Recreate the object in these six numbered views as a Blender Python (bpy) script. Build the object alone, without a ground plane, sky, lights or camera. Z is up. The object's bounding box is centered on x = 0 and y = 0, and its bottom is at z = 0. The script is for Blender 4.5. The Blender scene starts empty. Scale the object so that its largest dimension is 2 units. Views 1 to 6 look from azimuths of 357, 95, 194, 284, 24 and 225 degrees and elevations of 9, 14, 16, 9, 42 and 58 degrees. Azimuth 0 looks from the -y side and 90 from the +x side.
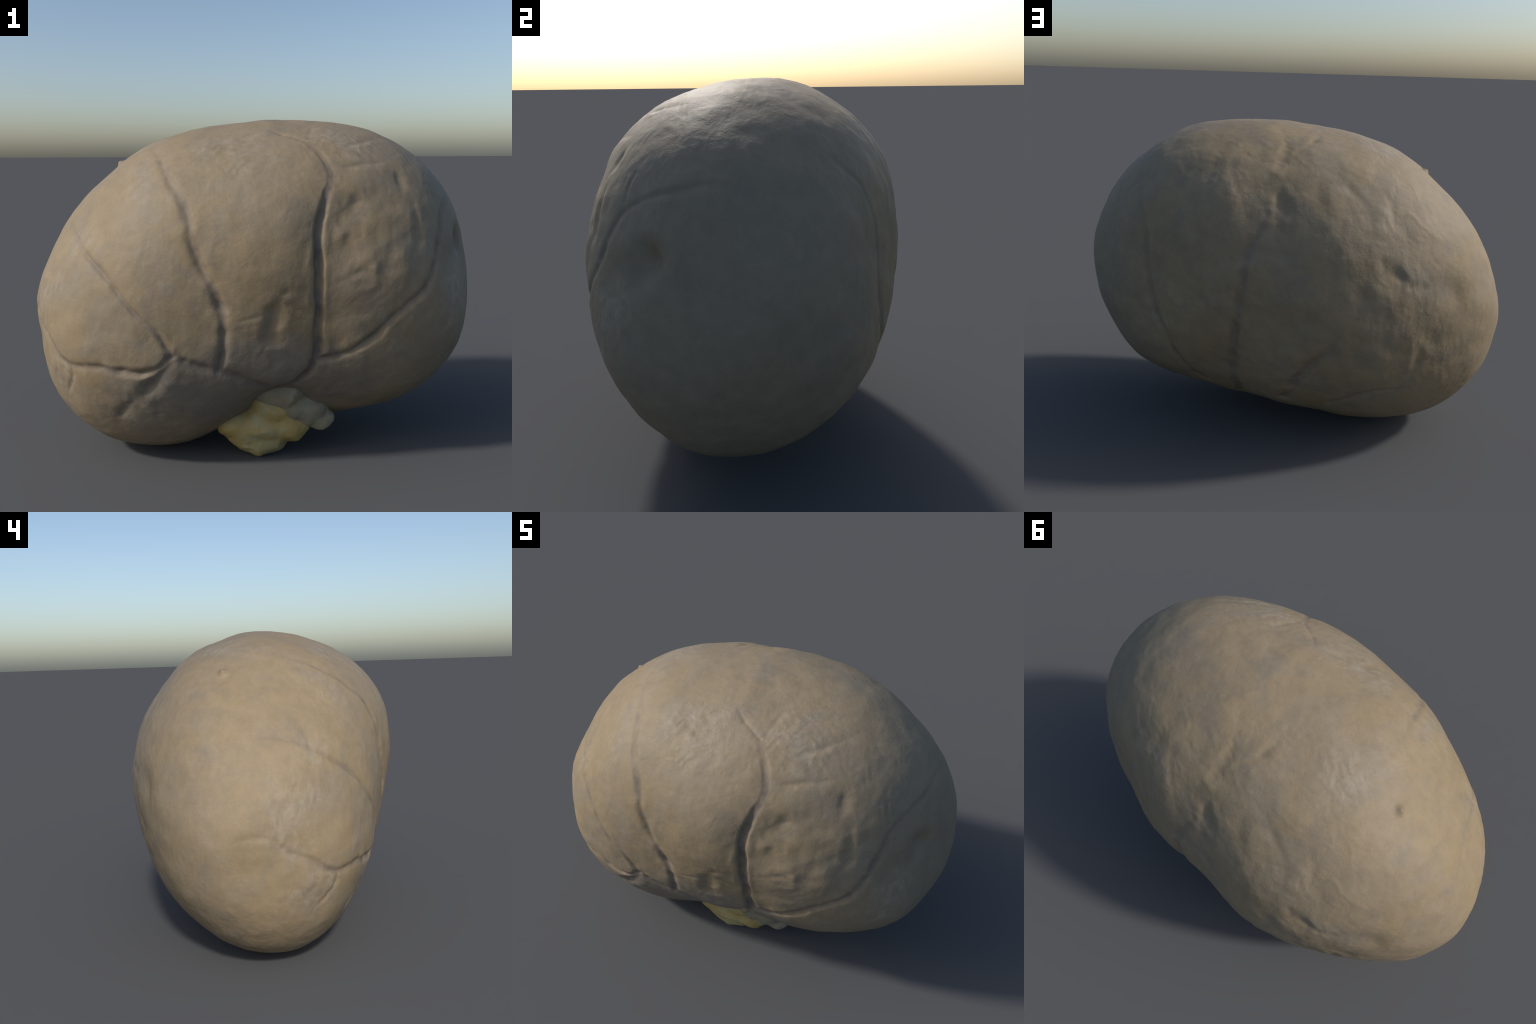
"""A preserved kidney lying on its side: a smooth bean-shaped body with vein
furrows radiating from the hilum, and a tuft of yellow fat with a grey vessel
stump hanging out of the hilum underneath."""
import bpy
import bmesh
import numpy as np
from mathutils import Matrix

# --------------------------------------------------------------------------
#  small numeric helpers
# --------------------------------------------------------------------------


def hash3(i, j, k, seed):
    h = (i * 374761393 + j * 668265263 + k * 2147483647 + seed * 1274126177) & 0xFFFFFFFF
    h = ((h ^ (h >> 13)) * 1274126177) & 0xFFFFFFFF
    return (h ^ (h >> 16)) & 0xFFFFFFFF


def noise(p, scale, seed=0):
    """Gradient noise in about -1..1 at the points p, `scale` cells per metre."""
    q = p * scale + 100.0
    c = np.floor(q).astype(np.int64)
    f = q - c
    w = f * f * f * (f * (f * 6 - 15) + 10)
    out = np.zeros(len(p))
    for di in (0, 1):
        for dj in (0, 1):
            for dk in (0, 1):
                h = hash3(c[:, 0] + di, c[:, 1] + dj, c[:, 2] + dk, seed)
                a = (h & 0xFFFF) / 65536.0 * 2 * np.pi
                z = ((h >> 16) & 0xFFFF) / 32768.0 - 1.0
                s = np.sqrt(np.maximum(0, 1 - z * z))
                g = (np.cos(a) * s * (f[:, 0] - di) + np.sin(a) * s * (f[:, 1] - dj) + z * (f[:, 2] - dk))
                out += g * np.where(di, w[:, 0], 1 - w[:, 0]) * np.where(dj, w[:, 1], 1 - w[:, 1]) * np.where(dk, w[:, 2], 1 - w[:, 2])
    return out * 1.6


def smooth_path(points, step=0.012):
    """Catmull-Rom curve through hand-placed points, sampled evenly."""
    p = np.array(points, float)
    p = np.vstack([2 * p[0] - p[1], p, 2 * p[-1] - p[-2]])
    out = []
    for i in range(1, len(p) - 2):
        n = max(2, int(np.linalg.norm(p[i + 1] - p[i]) / step))
        t = (np.arange(n) / n)[:, None]
        a, b, c, d = p[i - 1], p[i], p[i + 1], p[i + 2]
        out.append(0.5 * (2 * b + (c - a) * t + (2 * a - 5 * b + 4 * c - d) * t ** 2 + (3 * b - a - 3 * c + d) * t ** 3))
    out.append(p[-2][None])
    return np.vstack(out)


def path_distance(points, path):
    """Distance of every point to a polyline, the place 0..1 along it, and the
    sideways vector from the line to the point."""
    best = np.full(len(points), 9.0)
    place = np.zeros(len(points))
    side = np.zeros((len(points), 3))
    lengths = np.linalg.norm(np.diff(path, axis=0), axis=1)
    start = np.concatenate([[0], np.cumsum(lengths)])
    for i, (a, b) in enumerate(zip(path[:-1], path[1:])):
        v = b - a
        t = np.clip((points - a) @ v / max(v @ v, 1e-12), 0, 1)
        off = points - a - t[:, None] * v
        d = np.linalg.norm(off, axis=1)
        near = d < best
        best[near] = d[near]
        place[near] = (start[i] + t[near] * lengths[i]) / start[-1]
        side[near] = off[near]
    return best, place, side


def smoothstep(a, b, x):
    t = np.clip((x - a) / (b - a), 0, 1)
    return t * t * (3 - 2 * t)


# --------------------------------------------------------------------------
#  the bean: cross-sections along the long axis
# --------------------------------------------------------------------------
CENTRE = np.array([0.0, 0.0, 0.76])
TILT = np.radians(9.0)
AXIS = np.array([np.cos(TILT), 0, np.sin(TILT)])        # towards the raised pole
FRONT = np.array([0.0, -1.0, 0.0])
UP = np.array([-np.sin(TILT), 0, np.cos(TILT)])
POLE_RADII = (0.987, 1.011)
# one row per cone of directions from the raised pole to the resting pole;
# radii go round: front, up, back, down
SECTIONS = [
    (0.920, 0.933, 0.954, 0.964, 0.959, 0.970, 0.988, 1.005, 0.994, 0.947),
    (0.842, 0.860, 0.895, 0.894, 0.868, 0.845, 0.906, 0.965, 0.976, 0.918),
    (0.745, 0.775, 0.819, 0.828, 0.788, 0.723, 0.808, 0.900, 0.904, 0.796),
    (0.626, 0.710, 0.742, 0.762, 0.725, 0.656, 0.716, 0.775, 0.788, 0.694),
    (0.604, 0.685, 0.697, 0.726, 0.680, 0.622, 0.623, 0.699, 0.697, 0.617),
    (0.601, 0.671, 0.688, 0.710, 0.656, 0.587, 0.614, 0.660, 0.646, 0.600),
    (0.608, 0.684, 0.710, 0.730, 0.684, 0.619, 0.642, 0.676, 0.653, 0.641),
    (0.665, 0.722, 0.750, 0.775, 0.726, 0.689, 0.687, 0.741, 0.801, 0.722),
    (0.772, 0.777, 0.791, 0.826, 0.794, 0.752, 0.776, 0.848, 0.940, 0.853),
    (0.900, 0.866, 0.859, 0.889, 0.862, 0.836, 0.870, 0.952, 1.021, 0.973),
    (0.972, 0.957, 0.945, 0.952, 0.951, 0.952, 0.978, 1.017, 1.036, 1.004),
]


def torus_table():
    """The radii as a closed grid: down one meridian and up the opposite one."""
    rows, cols = len(SECTIONS), len(SECTIONS[0])
    full = np.zeros((2 * (rows + 1), cols))
    full[0], full[rows + 1] = POLE_RADII
    for i, row in enumerate(SECTIONS, 1):
        full[i] = row
        full[-i] = np.roll(row, -(cols // 2))
    for ax in (0, 1):
        n = full.shape[ax]
        m = (4 * np.eye(n) + np.roll(np.eye(n), 1, 0) + np.roll(np.eye(n), -1, 0)) / 6
        full = np.linalg.solve(m, full) if ax == 0 else np.linalg.solve(m, full.T).T
    return full


def bean_radius(d):
    table = torus_table()
    n, m = table.shape
    x = np.arccos(np.clip(d @ AXIS, -1, 1)) / np.pi * (n // 2)
    y = (np.arctan2(d @ UP, d @ FRONT) % (2 * np.pi)) / (2 * np.pi) * m
    i, j = np.floor(x).astype(int), np.floor(y).astype(int)

    def taps(t):
        return ((1 - t) ** 3 / 6, (3 * t ** 3 - 6 * t ** 2 + 4) / 6, (-3 * t ** 3 + 3 * t ** 2 + 3 * t + 1) / 6, t ** 3 / 6)
    wx, wy = taps(x - i), taps(y - j)
    r = np.zeros(len(d))
    for a in range(4):
        for b in range(4):
            r += wx[a] * wy[b] * table[(i + a - 1) % n, (j + b - 1) % m]
    return r


def on_bean(points):
    d = np.atleast_2d(np.array(points, float)) - CENTRE
    d /= np.linalg.norm(d, axis=1, keepdims=True)
    return CENTRE + d * bean_radius(d)[:, None]


# --------------------------------------------------------------------------
#  furrows: veins lying in grooves, and plain folds
#  kind, width, depth at the start, depth at the end, tint, control points
# --------------------------------------------------------------------------
FURROWS = [
    # front: the deep groove and its fork on top
    dict(kind="vein", width=0.018, depth=(0.0030, 0.0140), lip=0.15, tint=0.90, deepens=(0.22, 0.36), box=3.2, points=[(0.187, -0.320, 1.368), (0.260, -0.429, 1.272), (0.269, -0.475, 1.215), (0.243, -0.531, 1.137), (0.217, -0.574, 1.031), (0.221, -0.590, 0.900), (0.226, -0.588, 0.755), (0.229, -0.570, 0.622), (0.218, -0.521, 0.476), (0.145, -0.465, 0.375)]),
    dict(kind="vein", width=0.010, depth=(0.0010, 0.0040), lip=0.05, tint=0.25, points=[(0.041, -0.222, 1.413), (0.112, -0.281, 1.392), (0.190, -0.319, 1.369)]),
    dict(kind="fold", width=0.014, depth=(0.0010, 0.0040), lip=0.10, tint=0.20, points=[(0.243, -0.149, 1.440), (0.228, -0.232, 1.410), (0.212, -0.293, 1.382), (0.196, -0.323, 1.365)]),
    # front: diagonal vein running to the raised pole
    dict(kind="vein", width=0.016, depth=(0.0025, 0.0100), lip=0.05, tint=0.55, points=[(0.876, 0.110, 1.139), (0.864, -0.004, 1.168), (0.854, -0.102, 1.153), (0.831, -0.186, 1.128), (0.801, -0.250, 1.105), (0.774, -0.305, 1.075), (0.755, -0.345, 1.020), (0.740, -0.385, 0.950), (0.685, -0.460, 0.812), (0.614, -0.499, 0.739), (0.529, -0.525, 0.655), (0.450, -0.528, 0.576), (0.371, -0.527, 0.526), (0.292, -0.524, 0.496), (0.218, -0.521, 0.476)]),
    dict(kind="vein", width=0.010, depth=(0.0015, 0.0040), lip=0.05, tint=0.35, points=[(0.722, -0.268, 1.193), (0.737, -0.292, 1.147), (0.757, -0.306, 1.102)]),
    # front: second long vein
    dict(kind="vein", width=0.018, depth=(0.0020, 0.0100), lip=0.05, tint=0.50, points=[(-0.452, -0.123, 1.347), (-0.410, -0.277, 1.299), (-0.385, -0.346, 1.264), (-0.350, -0.446, 1.189), (-0.294, -0.527, 1.098), (-0.276, -0.569, 0.998), (-0.244, -0.587, 0.915), (-0.198, -0.595, 0.816), (-0.162, -0.591, 0.703), (-0.158, -0.578, 0.592), (-0.169, -0.550, 0.473)]),
    # front: slanting vein of the resting pole
    dict(kind="vein", width=0.012, depth=(0.0015, 0.0065), lip=0.05, tint=0.45, points=[(-0.830, -0.103, 1.022), (-0.796, -0.200, 1.018), (-0.755, -0.310, 0.981), (-0.680, -0.430, 0.905), (-0.625, -0.485, 0.859), (-0.563, -0.529, 0.788), (-0.486, -0.560, 0.701), (-0.420, -0.571, 0.634), (-0.374, -0.570, 0.564), (-0.356, -0.566, 0.530)]),
    # low vein round the resting pole
    dict(kind="vein", width=0.016, depth=(0.0020, 0.0100), lip=0.05, tint=0.50, points=[(-0.948, -0.210, 0.636), (-0.921, -0.267, 0.592), (-0.864, -0.358, 0.539), (-0.790, -0.436, 0.477), (-0.665, -0.505, 0.479), (-0.563, -0.534, 0.471), (-0.465, -0.550, 0.465), (-0.405, -0.560, 0.497), (-0.356, -0.566, 0.531)]),
    dict(kind="vein", width=0.011, depth=(0.0010, 0.0040), lip=0.05, tint=0.35, points=[(-0.819, -0.300, 0.256), (-0.813, -0.353, 0.319), (-0.775, -0.430, 0.404), (-0.775, -0.446, 0.474)]),
    # rim of the hilum
    dict(kind="vein", width=0.022, depth=(0.0080, 0.0060), lip=0.05, tint=0.60, trunk=True, points=[(-0.356, -0.566, 0.531), (-0.290, -0.561, 0.500), (-0.213, -0.553, 0.475), (-0.165, -0.546, 0.462), (-0.096, -0.527, 0.433), (-0.004, -0.486, 0.386), (0.079, -0.461, 0.364), (0.145, -0.465, 0.375)]),
    # dark crumpled folds on the resting pole
    dict(kind="vein", width=0.026, depth=(0.0060, 0.0090), lip=0.15, tint=0.55, points=[(-0.581, -0.435, 0.236), (-0.541, -0.485, 0.309), (-0.481, -0.518, 0.362), (-0.439, -0.540, 0.415), (-0.392, -0.558, 0.481), (-0.356, -0.566, 0.528)]),
    dict(kind="vein", width=0.022, depth=(0.0035, 0.0055), lip=0.15, tint=0.40, points=[(-0.417, -0.472, 0.263), (-0.425, -0.514, 0.343), (-0.433, -0.542, 0.420)]),
    # short folds beside the deep groove
    dict(kind="fold", width=0.032, depth=(0.0080, 0.0100), lip=0.07, tint=0.30, points=[(0.065, -0.600, 0.779), (0.049, -0.596, 0.730), (0.036, -0.584, 0.649), (0.030, -0.559, 0.553)]),
    dict(kind="fold", width=0.020, depth=(0.0035, 0.0015), lip=0.10, tint=0.20, points=[(0.060, -0.600, 0.775), (0.113, -0.600, 0.793), (0.170, -0.597, 0.808)]),
    dict(kind="fold", width=0.013, depth=(0.0025, 0.0020), lip=0.10, tint=0.20, points=[(0.056, -0.599, 0.760), (0.133, -0.593, 0.718), (0.212, -0.582, 0.680)]),
    dict(kind="fold", width=0.036, depth=(0.0065, 0.0075), lip=0.07, tint=0.00, points=[(0.325, -0.537, 1.074), (0.363, -0.511, 1.115), (0.413, -0.482, 1.145)]),
    dict(kind="fold", width=0.018, depth=(0.0020, 0.0030), lip=0.20, tint=0.00, points=[(0.287, -0.580, 0.820), (0.357, -0.566, 0.851), (0.428, -0.551, 0.874)]),
    dict(kind="fold", width=0.022, depth=(0.0040, 0.0060), lip=0.15, tint=0.10, points=[(0.561, -0.341, 1.250), (0.571, -0.378, 1.200), (0.572, -0.406, 1.161)]),
    dict(kind="fold", width=0.024, depth=(0.0060, 0.0060), lip=0.15, tint=0.20, points=[(0.626, -0.386, 1.145), (0.627, -0.426, 1.072), (0.642, -0.443, 1.003), (0.641, -0.462, 0.935)]),
    # back: pinched fold, arch and the veins below it
    dict(kind="fold", width=0.026, depth=(0.0010, 0.0050), lip=0.05, tint=0.20, points=[(0.039, 0.223, 1.444), (-0.023, 0.293, 1.409), (-0.045, 0.377, 1.354), (-0.036, 0.427, 1.311), (-0.031, 0.467, 1.269)]),
    dict(kind="vein", width=0.022, depth=(0.0030, 0.0120), lip=0.05, tint=0.40, points=[(-0.036, 0.482, 1.251), (-0.018, 0.545, 1.155), (0.017, 0.584, 1.055), (0.049, 0.600, 0.971), (0.062, 0.604, 0.884), (0.073, 0.600, 0.793), (0.093, 0.587, 0.684), (0.112, 0.560, 0.578), (0.137, 0.499, 0.441), (0.148, 0.417, 0.313), (0.156, 0.302, 0.197)]),
    dict(kind="fold", width=0.050, depth=(0.0130, 0.0050), lip=0.10, tint=0.00, points=[(-0.038, 0.489, 1.241), (-0.057, 0.551, 1.139), (-0.074, 0.585, 1.042), (-0.076, 0.601, 0.940)]),
    dict(kind="vein", width=0.017, depth=(0.0020, 0.0090), lip=0.05, tint=0.35, points=[(0.653, 0.277, 1.256), (0.599, 0.408, 1.150), (0.574, 0.461, 1.058), (0.546, 0.491, 0.964), (0.544, 0.502, 0.862), (0.525, 0.518, 0.726), (0.501, 0.526, 0.648), (0.446, 0.530, 0.559), (0.412, 0.499, 0.451), (0.374, 0.442, 0.356), (0.306, 0.356, 0.257)]),
    dict(kind="vein", width=0.022, depth=(0.0010, 0.0120), lip=0.05, tint=0.35, points=[(-0.364, 0.591, 0.764), (-0.343, 0.590, 0.673), (-0.303, 0.579, 0.579), (-0.238, 0.559, 0.503), (-0.165, 0.513, 0.406), (-0.080, 0.410, 0.268)]),
    dict(kind="vein", width=0.016, depth=(0.0020, 0.0080), lip=0.05, tint=0.30, points=[(-0.628, 0.393, 0.377), (-0.524, 0.441, 0.366), (-0.427, 0.444, 0.322), (-0.296, 0.387, 0.233)]),
    dict(kind="fold", width=0.022, depth=(0.0040, 0.0030), lip=0.20, tint=0.10, points=[(0.171, 0.406, 1.334), (0.154, 0.462, 1.278), (0.126, 0.505, 1.222), (0.092, 0.539, 1.167)]),
    # faint secondary creases on top, round the poles and on the back
    dict(kind="fold", width=0.013, depth=(0.0025, 0.0030), lip=0.30, tint=0.0, points=[(0.347, -0.328, 1.343), (0.445, -0.261, 1.367), (0.545, -0.157, 1.381)]),
    dict(kind="fold", width=0.013, depth=(0.0025, 0.0030), lip=0.30, tint=0.0, points=[(0.296, -0.438, 1.254), (0.415, -0.390, 1.271), (0.529, -0.330, 1.280)]),
    dict(kind="fold", width=0.018, depth=(0.0030, 0.0020), lip=0.30, tint=0.0, points=[(-0.039, 0.405, 1.318), (-0.036, 0.328, 1.381), (-0.004, 0.248, 1.430), (0.059, 0.191, 1.455)]),
    dict(kind="fold", width=0.016, depth=(0.0022, 0.0015), lip=0.30, tint=0.0, points=[(-0.061, 0.392, 1.327), (-0.131, 0.307, 1.381), (-0.251, 0.264, 1.383), (-0.349, 0.202, 1.383)]),
    dict(kind="fold", width=0.018, depth=(0.0025, 0.0025), lip=0.15, tint=0.0, points=[(-0.295, 0.418, 1.259), (-0.353, 0.430, 1.224), (-0.419, 0.451, 1.161)]),
    dict(kind="fold", width=0.016, depth=(0.0020, 0.0035), lip=0.30, tint=0.0, points=[(-0.155, 0.107, 1.446), (-0.151, 0.206, 1.425), (-0.125, 0.317, 1.375)]),
    dict(kind="fold", width=0.018, depth=(0.0035, 0.0035), lip=0.40, tint=0.0, points=[(-0.655, 0.456, 0.627), (-0.670, 0.432, 0.551), (-0.627, 0.406, 0.402)]),
    dict(kind="fold", width=0.020, depth=(0.0022, 0.0022), lip=0.20, tint=0.0, points=[(-0.477, 0.372, 1.222), (-0.517, 0.414, 1.149), (-0.517, 0.463, 1.075)]),
    dict(kind="fold", width=0.014, depth=(0.0030, 0.0015), lip=0.30, tint=0.0, points=[(-0.936, -0.233, 0.633), (-0.971, -0.152, 0.653), (-0.995, -0.056, 0.643)]),
    dict(kind="fold", width=0.011, depth=(0.0020, 0.0020), lip=0.30, tint=0.0, points=[(-0.124, -0.584, 0.672), (-0.058, -0.590, 0.687), (0.018, -0.592, 0.696)]),
]
# specular highlights painted pale on the skin, with crinkled relief: place, size
PAINTED_GLINTS = (((-0.50, -0.34, 1.20), 0.15), ((-0.74, -0.35, 0.96), 0.12), ((-0.85, -0.32, 0.80), 0.16), ((-0.91, -0.28, 0.66), 0.13),
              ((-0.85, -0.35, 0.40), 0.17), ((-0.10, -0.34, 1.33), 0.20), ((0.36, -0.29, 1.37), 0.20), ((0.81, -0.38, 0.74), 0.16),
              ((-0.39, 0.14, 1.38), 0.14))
# dents (negative) and knobs (positive): where, radius, height
DENTS = [
    ((0.907, -0.205, 0.950), 0.046, -0.026),      # dimple of the raised pole
    ((0.905, -0.225, 0.905), 0.050, -0.008),
    ((0.870, -0.275, 0.890), 0.130, -0.008),
    ((0.185, 0.470, 1.240), 0.110, 0.010),        # knobby swell on the back
    ((-0.616, 0.055, 1.274), 0.018, 0.018),       # nipple
    ((-0.640, 0.050, 1.255), 0.030, -0.005),
    ((0.335, -0.555, 0.997), 0.024, -0.003),
    ((0.310, -0.560, 1.015), 0.030, 0.006),
    ((0.443, -0.547, 0.876), 0.018, 0.005),
    ((-0.541, 0.506, 0.919), 0.028, -0.005),
    ((-0.500, 0.522, 0.960), 0.030, -0.005),
    ((-0.575, 0.500, 0.905), 0.022, -0.005),
    ((-0.660, 0.455, 0.850), 0.030, -0.005),
    ((-0.615, 0.478, 0.872), 0.024, -0.006),
    ((-0.434, 0.568, 0.829), 0.040, -0.007),
    ((-0.800, 0.346, 0.818), 0.050, -0.009),
    ((-0.705, 0.430, 0.635), 0.050, -0.004),
    ((-0.031, 0.452, 1.288), 0.024, 0.005),
    ((-0.133, -0.324, 1.338), 0.022, -0.005),
    ((-0.073, -0.350, 1.332), 0.028, -0.004),
    ((-0.776, -0.092, 1.098), 0.026, -0.003),
    ((-0.857, -0.089, 0.990), 0.018, -0.003),
    ((-0.974, -0.123, 0.511), 0.055, -0.005),
    ((0.335, -0.541, 0.830), 0.120, 0.022),       # soft swells between the furrows
    ((-0.050, 0.592, 0.820), 0.130, 0.012),
    ((-0.187, 0.316, 1.367), 0.090, 0.008),
    ((-0.460, -0.547, 0.453), 0.120, 0.008),
    ((0.804, -0.318, 0.961), 0.070, 0.008),
    ((-0.335, 0.430, 0.294), 0.120, -0.010),
    ((-0.821, -0.355, 0.339), 0.090, -0.010),
    ((0.040, -0.495, 0.420), 0.100, 0.016),
    ((0.080, -0.390, 0.240), 0.110, -0.070),      # the hilum itself
]


def icosphere(levels):
    bm = bmesh.new()
    bmesh.ops.create_icosphere(bm, subdivisions=levels, radius=1.0)
    mesh = bpy.data.meshes.new("icosphere_helper")
    bm.to_mesh(mesh)
    bm.free()
    v = np.zeros(len(mesh.vertices) * 3)
    mesh.vertices.foreach_get("co", v)
    f = np.zeros(len(mesh.polygons) * 3, np.int32)
    mesh.polygons.foreach_get("vertices", f)
    bpy.data.meshes.remove(mesh)
    return v.reshape(-1, 3), f.reshape(-1, 3)


def vertex_normals(v, f):
    n = np.cross(v[f[:, 1]] - v[f[:, 0]], v[f[:, 2]] - v[f[:, 0]])
    out = np.zeros_like(v)
    for c in range(3):
        for a in range(3):
            out[:, a] += np.bincount(f[:, c], n[:, a], len(v))
    return out / np.maximum(np.linalg.norm(out, axis=1, keepdims=True), 1e-12)


def build_body(levels=9):
    d, faces = icosphere(levels)
    d /= np.linalg.norm(d, axis=1, keepdims=True)
    base = CENTRE + d * bean_radius(d)[:, None]
    normal = vertex_normals(base, faces)
    # slight wander so no furrow runs ruler-straight
    wander = np.stack([noise(base, 9, s) for s in (11, 12, 13)], 1) * 0.005
    wander += np.stack([noise(base, 28, s) for s in (14, 15, 16)], 1) * 0.0022
    cut = np.zeros(len(base))          # furrows blend where they meet: cube-root of summed cubes
    lip = np.zeros(len(base))
    sag = np.zeros(len(base))          # the wide soft trough each furrow lies in
    owner = np.full(len(base), -1)
    owner_score = np.full(len(base), 9.0)
    for k, fu in enumerate(FURROWS):
        path = on_bean(smooth_path(fu["points"]))
        reach = 9.0 * fu["width"]
        lo, hi = path.min(0) - reach, path.max(0) + reach
        box = np.where(((base > lo) & (base < hi)).all(1))[0]
        dist, place, _ = path_distance(base[box] + wander[box], path)
        rough = noise(base[box], 13, 40 + k)
        depth = fu["depth"][0] + (fu["depth"][1] - fu["depth"][0]) * smoothstep(*fu.get("deepens", (0, 0.75)), place)
        if fu["kind"] == "vein":
            depth *= 0.2 + 0.8 * smoothstep(0, 0.10, place)
        else:
            depth *= smoothstep(-0.1, 0.35, place) * smoothstep(1.1, 0.65, place)
        depth *= np.clip(0.95 + 0.75 * rough + 0.22 * noise(base[box], 26, 130 + k), 0.15, 1.6)
        w = fu["width"] * (0.75 + 0.25 * smoothstep(0.0, 0.5, place)) * (1 + 0.2 * rough)
        x = dist / w
        cut[box] += (depth * np.exp(-x ** fu.get("box", 2.0))) ** 3
        sag[box] = np.maximum(sag[box], np.minimum(0.25 * depth, 0.003) * np.exp(-(x / 3.6) ** 2))
        lip[box] += fu["lip"] * depth * np.exp(-((x - 2.2) / 0.9) ** 2) * np.clip(0.5 + 1.2 * noise(base[box], 9, 70 + k), 0, 1.5)
        if fu["kind"] == "vein":
            score = dist / fu["width"]
            win = score < owner_score[box]
            owner_score[box] = np.where(win, score, owner_score[box])
            owner[box] = np.where(win & (score < 2.6), k, owner[box])
    cut = np.cbrt(cut)
    lift = lip * np.exp(-(cut / 0.006) ** 2) - cut - sag
    for where, radius, height in DENTS:
        spot = np.array(where) if radius > 0.085 else on_bean(where)[0]
        dist = np.linalg.norm(base + wander * 1.5 - spot, axis=1)
        lift += height * np.exp(-(dist / radius) ** 2)
    # skin relief: broad undulation, lumps, fine crinkle in patches
    crinkle = 0.35 * smoothstep(0.0, 0.5, noise(base, 2.6, 3) + 0.25 * noise(base, 7, 4))
    frayed = base + 0.05 * np.stack([noise(base, 8, s) for s in (24, 25, 26)], 1)
    for spot, size in PAINTED_GLINTS:
        crinkle = np.maximum(crinkle, smoothstep(1.3, 0.2, np.linalg.norm(frayed - np.array(spot), axis=1) / size))
    lift += 0.0050 * noise(base, 4.5, 1)
    lift += 0.0026 * noise(base, 11, 2)
    # lumps and hollows beside the deep groove and over the raised shoulder
    lumpy = smoothstep(0.34, 0.12, np.linalg.norm(base - np.array([0.48, -0.48, 0.98]), axis=1))
    lift += lumpy * (0.0055 * noise(base, 9, 17) + 0.0030 * noise(base, 17, 18))
    warp = base + 0.02 * np.stack([noise(base, 14, s) for s in (21, 22, 23)], 1)
    lift += (0.0007 + 0.0010 * crinkle) * noise(warp * np.array([1.0, 1.4, 0.7]), 28, 5)
    lift += (0.00015 + 0.0004 * crinkle) * noise(warp, 55, 6)
    # back side is knobblier than the front
    back = smoothstep(0.2, 0.5, base[:, 1]) * smoothstep(0.3, 0.7, base[:, 2])
    lift += back * (0.0055 * noise(base, 8, 8) + 0.0012 * noise(base, 17, 9))
    final = base + normal * lift[:, None]
    final[:, 2] = np.maximum(final[:, 2], 0.0)
    return final, faces, owner, base


# --------------------------------------------------------------------------
#  materials
# --------------------------------------------------------------------------


class Nodes:
    def __init__(self, name):
        self.mat = bpy.data.materials.new(name)
        self.mat.use_nodes = True
        self.tree = self.mat.node_tree
        self.tree.nodes.clear()

    def add(self, kind, **inputs):
        n = self.tree.nodes.new(kind)
        for key, value in inputs.items():
            if key.startswith("set_"):
                setattr(n, key[4:], value)
        for key, value in inputs.items():
            if key.startswith("set_"):
                continue
            sock = n.inputs[int(key[1:])] if key[0] == "i" and key[1:].isdigit() else n.inputs[key.replace("_", " ")]
            if isinstance(value, bpy.types.NodeSocket):
                self.tree.links.new(value, sock)
            else:
                sock.default_value = value
        return n

    def math(self, op, a, b=0.0, c=0.0, clamp=False):
        return self.add("ShaderNodeMath", set_operation=op, set_use_clamp=clamp, i0=a, i1=b, i2=c).outputs[0]

    def vec(self, op, a, b=(0, 0, 0), scale=None):
        n = self.add("ShaderNodeVectorMath", set_operation=op, i0=a, i1=b)
        if scale is not None:
            if isinstance(scale, bpy.types.NodeSocket):
                self.tree.links.new(scale, n.inputs[3])
            else:
                n.inputs[3].default_value = scale
        return n

    def noise(self, where, scale, detail=3.0, rough=0.55, distortion=0.0):
        return self.add("ShaderNodeTexNoise", Vector=where, Scale=scale, Detail=detail, Roughness=rough, Distortion=distortion).outputs[0]

    def ramp(self, x, lo, hi, out_lo=0.0, out_hi=1.0):
        return self.add("ShaderNodeMapRange", set_interpolation_type="SMOOTHSTEP", Value=x, From_Min=lo, From_Max=hi, To_Min=out_lo, To_Max=out_hi).outputs[0]

    def mix(self, factor, a, b, blend="MIX"):
        n = self.tree.nodes.new("ShaderNodeMix")
        n.data_type = "RGBA"
        n.blend_type = blend
        n.clamp_factor = True
        for sock, value in ((n.inputs[0], factor), (n.inputs[6], a), (n.inputs[7], b)):
            if isinstance(value, bpy.types.NodeSocket):
                self.tree.links.new(value, sock)
            else:
                sock.default_value = value if not isinstance(value, tuple) else (*value, 1.0)
        return n.outputs[2]

    def finish(self, colour, rough, height=None, bump=0.3, dist=0.004, spec=0.4, **more):
        p = self.add("ShaderNodeBsdfPrincipled", Base_Color=colour, Roughness=rough)
        p.inputs["Specular IOR Level"].default_value = spec
        for key, value in more.items():
            p.inputs[key.replace("_", " ")].default_value = value
        if height is not None:
            b = self.add("ShaderNodeBump", Strength=bump, Distance=dist, Height=height)
            self.tree.links.new(b.outputs[0], p.inputs["Normal"])
        out = self.add("ShaderNodeOutputMaterial")
        self.tree.links.new(p.outputs[0], out.inputs[0])
        return self.mat


TAN = (0.236, 0.186, 0.122)
WARM = (0.250, 0.191, 0.114)
GREY = (0.205, 0.172, 0.128)
GLINT_PAINT = (0.300, 0.256, 0.195)
PINK = (0.250, 0.184, 0.136)
VEIN = (0.130, 0.110, 0.100)
HILUM = (0.172, 0.150, 0.120)
COOL_GREY = (0.180, 0.163, 0.130)


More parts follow.
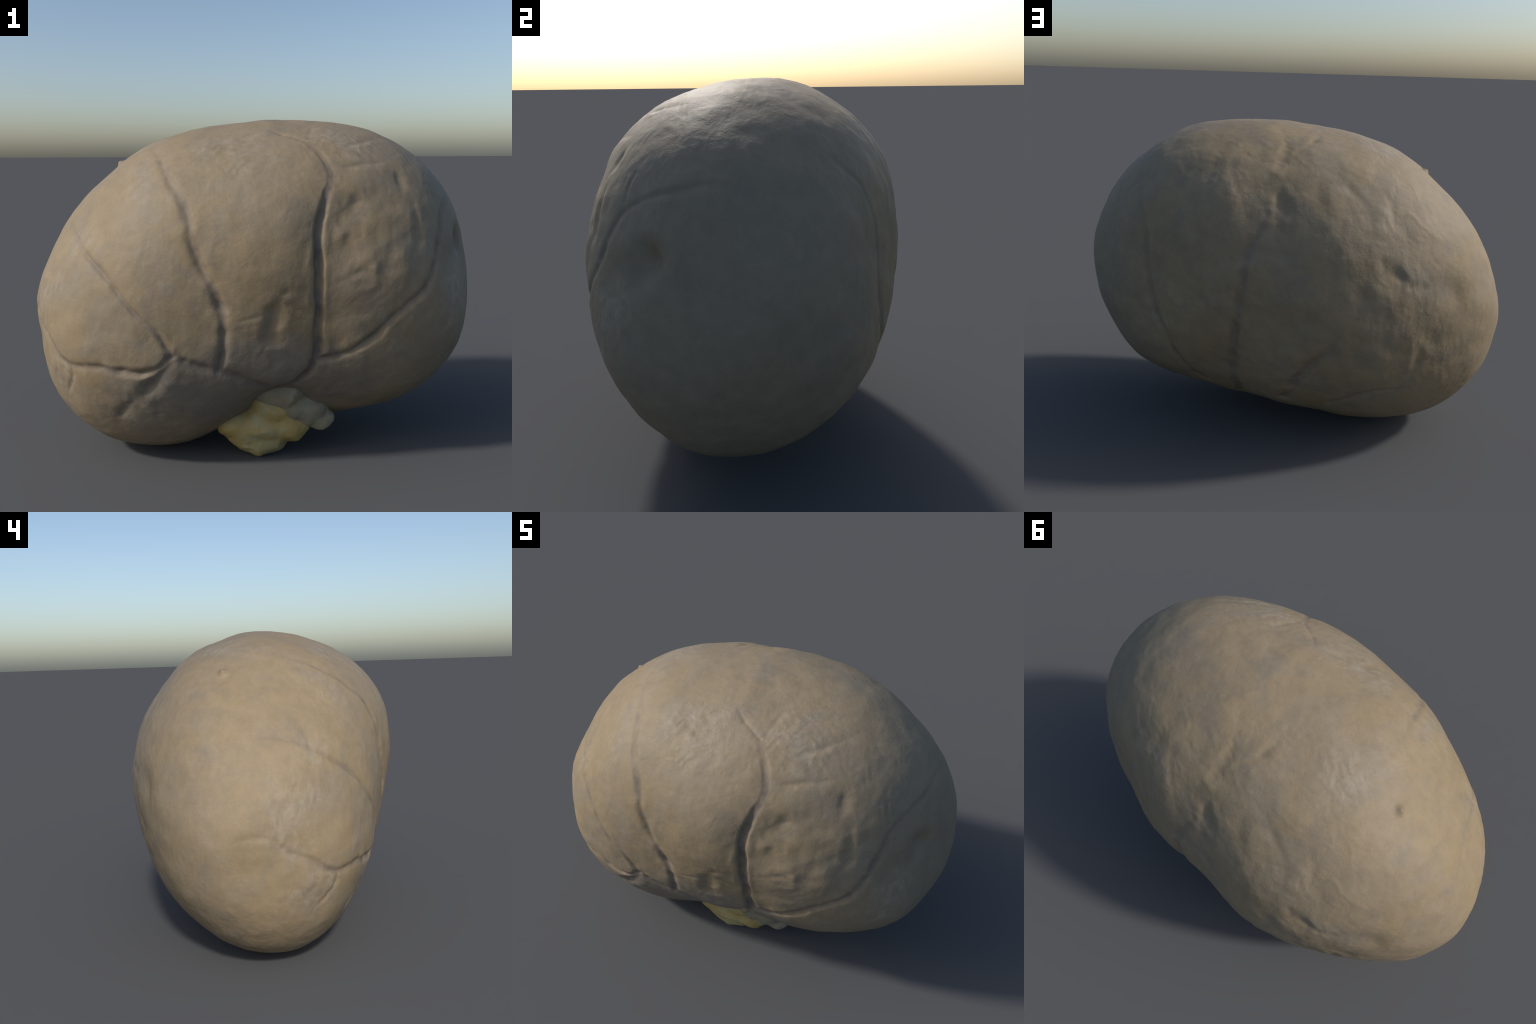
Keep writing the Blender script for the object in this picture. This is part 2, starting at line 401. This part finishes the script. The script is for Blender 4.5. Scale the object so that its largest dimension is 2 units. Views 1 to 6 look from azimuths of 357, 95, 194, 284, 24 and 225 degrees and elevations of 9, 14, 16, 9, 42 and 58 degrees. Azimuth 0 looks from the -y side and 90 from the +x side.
def tissue_material(name, path=None, width=0.01, tint=0.0, trunk=False):
    n = Nodes(name)
    where = n.add("ShaderNodeTexCoord").outputs["Object"]
    broad = n.noise(where, 2.2, 4, 0.6, 0.6)
    patch = n.noise(where, 6.0, 5, 0.6, 0.8)
    fine = n.noise(where, 38.0, 4, 0.6)
    grain = n.noise(where, 120.0, 3, 0.6)
    colour = n.mix(n.ramp(broad, 0.40, 0.62), TAN, WARM)
    colour = n.mix(n.math("MULTIPLY", n.ramp(patch, 0.46, 0.68), 0.65), colour, GREY)
    colour = n.mix(n.math("MULTIPLY", n.ramp(fine, 0.55, 0.72), 0.35), colour, PINK)
    # greyer tissue around the hilum, with a ragged edge
    gap = n.vec("DISTANCE", n.vec("MULTIPLY", where, (1.0, 1.4, 2.0)).outputs[0], (0.02, -0.70, 0.72)).outputs[1]
    gap = n.math("MULTIPLY_ADD", n.noise(where, 5.0, 5, 0.65), 0.5, gap)
    colour = n.mix(n.ramp(gap, 0.58, 0.82, 0.85, 0.0), colour, HILUM)
    blot = n.math("MULTIPLY_ADD", n.noise(where, 9.0, 5, 0.65), 0.35, n.vec("DISTANCE", where, (-0.50, -0.50, 0.33)).outputs[1])
    colour = n.mix(n.ramp(blot, 0.27, 0.38, 0.6, 0.0), colour, HILUM)
    # cooler, greyer colour towards the raised pole
    along = n.math("MULTIPLY_ADD", broad, 0.5, n.add("ShaderNodeSeparateXYZ", Vector=where).outputs[0])
    colour = n.mix(n.ramp(along, 0.72, 1.12, 0.0, 0.6), colour, COOL_GREY)
    # baked glossy highlights, lightened into the base colour in wrinkled patches
    painted_sheen = n.ramp(n.noise(where, 3.1, 3, 0.55, 0.3), 0.56, 0.68, 0.0, 0.6)
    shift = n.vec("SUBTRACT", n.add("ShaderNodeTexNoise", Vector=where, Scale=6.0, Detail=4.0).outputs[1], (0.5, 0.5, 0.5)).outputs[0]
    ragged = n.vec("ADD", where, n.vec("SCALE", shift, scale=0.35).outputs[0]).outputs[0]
    for spot, size in PAINTED_GLINTS:
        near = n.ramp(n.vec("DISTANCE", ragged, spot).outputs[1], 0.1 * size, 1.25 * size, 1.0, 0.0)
        painted_sheen = n.math("MAXIMUM", painted_sheen, near)
    painted_sheen = n.math("MULTIPLY", painted_sheen, n.ramp(patch, 0.36, 0.56, 0.2, 1.0))
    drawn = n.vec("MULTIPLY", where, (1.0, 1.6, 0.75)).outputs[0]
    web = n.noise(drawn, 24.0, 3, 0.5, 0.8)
    colour = n.mix(n.math("MULTIPLY", painted_sheen, n.ramp(web, 0.35, 0.68, 0.1, 0.6)), colour, GLINT_PAINT)
    value = n.math("MULTIPLY_ADD", n.noise(where, 17.0, 5, 0.7), 0.45, n.math("MULTIPLY_ADD", grain, 0.18, 0.69))
    colour = n.mix(1.0, colour, n.add("ShaderNodeCombineColor", Red=value, Green=value, Blue=value).outputs[0], "MULTIPLY")
    if path is not None:
        wob = n.vec("SCALE", n.vec("SUBTRACT", n.add("ShaderNodeTexNoise", Vector=where, Scale=22.0, Detail=3.0).outputs[1], (0.5, 0.5, 0.5)).outputs[0], scale=width * 1.2).outputs[0]
        at = n.vec("ADD", where, wob).outputs[0]
        nearest = None
        for a, b in zip(path[:-1], path[1:]):
            v = b - a
            rel = n.vec("SUBTRACT", at, tuple(a)).outputs[0]
            t = n.math("MULTIPLY", n.vec("DOT_PRODUCT", rel, tuple(v / (v @ v))).outputs[1], 1.0, clamp=True)
            foot = n.vec("SCALE", tuple(v), scale=t).outputs[0]
            d = n.vec("DISTANCE", rel, foot).outputs[1]
            nearest = d if nearest is None else n.math("MINIMUM", nearest, d)
        mask = n.ramp(nearest, 0.45 * width, 1.6 * width, 1.0, 0.0)
        mask = n.math("MULTIPLY", mask, n.ramp(n.noise(where, 12.0), 0.32, 0.62, 0.35 * tint, tint))
        fade = n.ramp(n.vec("DISTANCE", where, tuple(path[0])).outputs[1], 0.0, 0.40, 1.0 if trunk else 0.2, 1.0)
        colour = n.mix(n.math("MULTIPLY", mask, fade), colour, VEIN)
    height = n.math("ADD", n.math("MULTIPLY", fine, 0.6), n.math("MULTIPLY", n.math("MULTIPLY", web, painted_sheen), 0.5))
    height = n.math("MULTIPLY_ADD", grain, 0.25, height)
    rough = n.math("MULTIPLY_ADD", painted_sheen, -0.04, 0.62)
    return n.finish(colour, rough, height, 0.40, 0.006, spec=0.30)


def fat_material():
    n = Nodes("yellow_fat")
    where = n.add("ShaderNodeTexCoord").outputs["Object"]
    patch = n.noise(where, 9.0, 4, 0.6, 0.5)
    fine = n.noise(where, 45.0, 4, 0.6)
    colour = n.mix(n.ramp(patch, 0.40, 0.62), (0.33, 0.245, 0.085), (0.30, 0.27, 0.135))
    colour = n.mix(n.math("MULTIPLY", n.ramp(fine, 0.52, 0.70), 0.5), colour, (0.36, 0.25, 0.085))
    colour = n.mix(n.math("MULTIPLY", n.ramp(n.noise(where, 24.0), 0.60, 0.70), 0.5), colour, (0.33, 0.34, 0.25))
    return n.finish(colour, 0.5, fine, 0.4, 0.006, spec=0.4)


def stump_material():
    n = Nodes("grey_vessel_wall")
    where = n.add("ShaderNodeTexCoord").outputs["Object"]
    patch = n.noise(where, 13.0, 4, 0.6, 0.5)
    fine = n.noise(where, 50.0, 4, 0.6)
    colour = n.mix(n.ramp(patch, 0.38, 0.62), (0.195, 0.172, 0.125), (0.240, 0.218, 0.140))
    colour = n.mix(n.math("MULTIPLY", n.ramp(fine, 0.55, 0.72), 0.4), colour, (0.27, 0.25, 0.21))
    return n.finish(colour, 0.5, fine, 0.4, 0.005, spec=0.4)


# --------------------------------------------------------------------------
#  assembling
# --------------------------------------------------------------------------


def mesh_object(name, verts, faces, material, parent, normals=None):
    mesh = bpy.data.meshes.new(name)
    mesh.vertices.add(len(verts))
    mesh.vertices.foreach_set("co", np.ascontiguousarray(verts, np.float32).ravel())
    mesh.loops.add(faces.size)
    mesh.loops.foreach_set("vertex_index", np.ascontiguousarray(faces, np.int32).ravel())
    mesh.polygons.add(len(faces))
    mesh.polygons.foreach_set("loop_start", np.arange(0, faces.size, 3, dtype=np.int32))
    mesh.polygons.foreach_set("use_smooth", np.ones(len(faces), bool))
    mesh.update(calc_edges=True)
    mesh.materials.append(material)
    if normals is not None:
        mesh.normals_split_custom_set_from_vertices(normals.tolist())
    obj = bpy.data.objects.new(name, mesh)
    bpy.context.collection.objects.link(obj)
    obj.parent = parent
    return obj


def take(verts, faces, normals):
    used, inverse = np.unique(faces.ravel(), return_inverse=True)
    return verts[used], inverse.reshape(-1, 3), normals[used]


def blob(name, balls, material, parent, voxel, relief, softness):
    """Soft lump: overlapping ellipsoids fused by a voxel remesh, then roughened."""
    bm = bmesh.new()
    for (x, y, z), (a, b, c) in balls:
        bmesh.ops.create_icosphere(bm, subdivisions=4, radius=1.0, matrix=Matrix.Translation((x, y, z)) @ Matrix.Diagonal((a, b, c, 1.0)))
    mesh = bpy.data.meshes.new(name)
    bm.to_mesh(mesh)
    bm.free()
    obj = bpy.data.objects.new(name, mesh)
    bpy.context.collection.objects.link(obj)
    fuse = obj.modifiers.new("fuse", "REMESH")
    fuse.mode, fuse.voxel_size = "VOXEL", voxel
    soft = obj.modifiers.new("soft", "SMOOTH")
    soft.factor, soft.iterations = 0.5, softness
    bpy.context.view_layer.update()
    graph = bpy.context.evaluated_depsgraph_get()
    done = bpy.data.meshes.new_from_object(obj.evaluated_get(graph))
    obj.modifiers.clear()
    obj.data = done
    bpy.data.meshes.remove(mesh)
    done.name = name
    v = np.zeros(len(done.vertices) * 3)
    done.vertices.foreach_get("co", v)
    nrm = np.zeros(len(done.vertices) * 3)
    done.vertices.foreach_get("normal", nrm)
    v, nrm = v.reshape(-1, 3), nrm.reshape(-1, 3)
    ridge = 1 - 2.5 * np.abs(noise(v, 7, 31))
    v = v + nrm * (relief * (0.9 * ridge + 0.5 * noise(v, 16, 32) + 0.15 * noise(v, 40, 33)))[:, None]
    v[:, 2] = np.maximum(v[:, 2], 0.0)
    done.vertices.foreach_set("co", v.ravel())
    done.polygons.foreach_set("use_smooth", np.ones(len(done.polygons), bool))
    done.materials.clear()
    done.materials.append(material)
    done.update()
    obj.parent = parent
    return obj


def main():
    kidney = bpy.data.objects.new("kidney", None)
    bpy.context.collection.objects.link(kidney)
    kidney["label"] = "tan bean-shaped kidney with furrowed veins and yellow fat"
    kidney["category"] = "organ"

    verts, faces, owner, base = build_body()
    normals = vertex_normals(verts, faces)
    face_owner = owner[faces]
    same = (face_owner[:, 0] == face_owner[:, 1]) & (face_owner[:, 1] == face_owner[:, 2])
    face_owner = np.where(same, face_owner[:, 0], face_owner.max(1))
    v, f, nn = take(verts, faces[face_owner < 0], normals)
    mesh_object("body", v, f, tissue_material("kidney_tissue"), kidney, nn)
    for k, fu in enumerate(FURROWS):
        if fu["kind"] != "vein" or not (face_owner == k).any():
            continue
        curve = on_bean(smooth_path(fu["points"]))
        count = max(4, int(len(curve) * 0.012 / 0.07))
        picks = curve[np.linspace(0, len(curve) - 1, count).astype(int)]
        on_skin = np.array([verts[np.argmin(((base - p) ** 2).sum(1))] for p in picks])
        v, f, nn = take(verts, faces[face_owner == k], normals)
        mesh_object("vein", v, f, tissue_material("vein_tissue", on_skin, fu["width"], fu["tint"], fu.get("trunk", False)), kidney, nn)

    blob("fat", [
        ((0.020, -0.275, 0.145), (0.135, 0.092, 0.095)),
        ((-0.095, -0.285, 0.142), (0.088, 0.062, 0.060)),
        ((0.010, -0.270, 0.090), (0.122, 0.082, 0.094)),
        ((-0.050, -0.278, 0.115), (0.100, 0.077, 0.078)),
        ((0.115, -0.282, 0.145), (0.118, 0.082, 0.080)),
        ((0.060, -0.305, 0.230), (0.110, 0.067, 0.095)),
    ], fat_material(), kidney, 0.006, 0.011, 45)
    blob("ureter", [
        ((0.095, -0.335, 0.310), (0.120, 0.062, 0.075)),
        ((0.140, -0.305, 0.250), (0.110, 0.067, 0.085)),
        ((0.200, -0.293, 0.208), (0.098, 0.067, 0.075)),
        ((0.262, -0.290, 0.165), (0.066, 0.048, 0.050)),
        ((0.290, -0.290, 0.160), (0.040, 0.030, 0.030)),
        ((0.165, -0.285, 0.190), (0.095, 0.062, 0.072)),
    ], stump_material(), kidney, 0.006, 0.010, 35)


main()
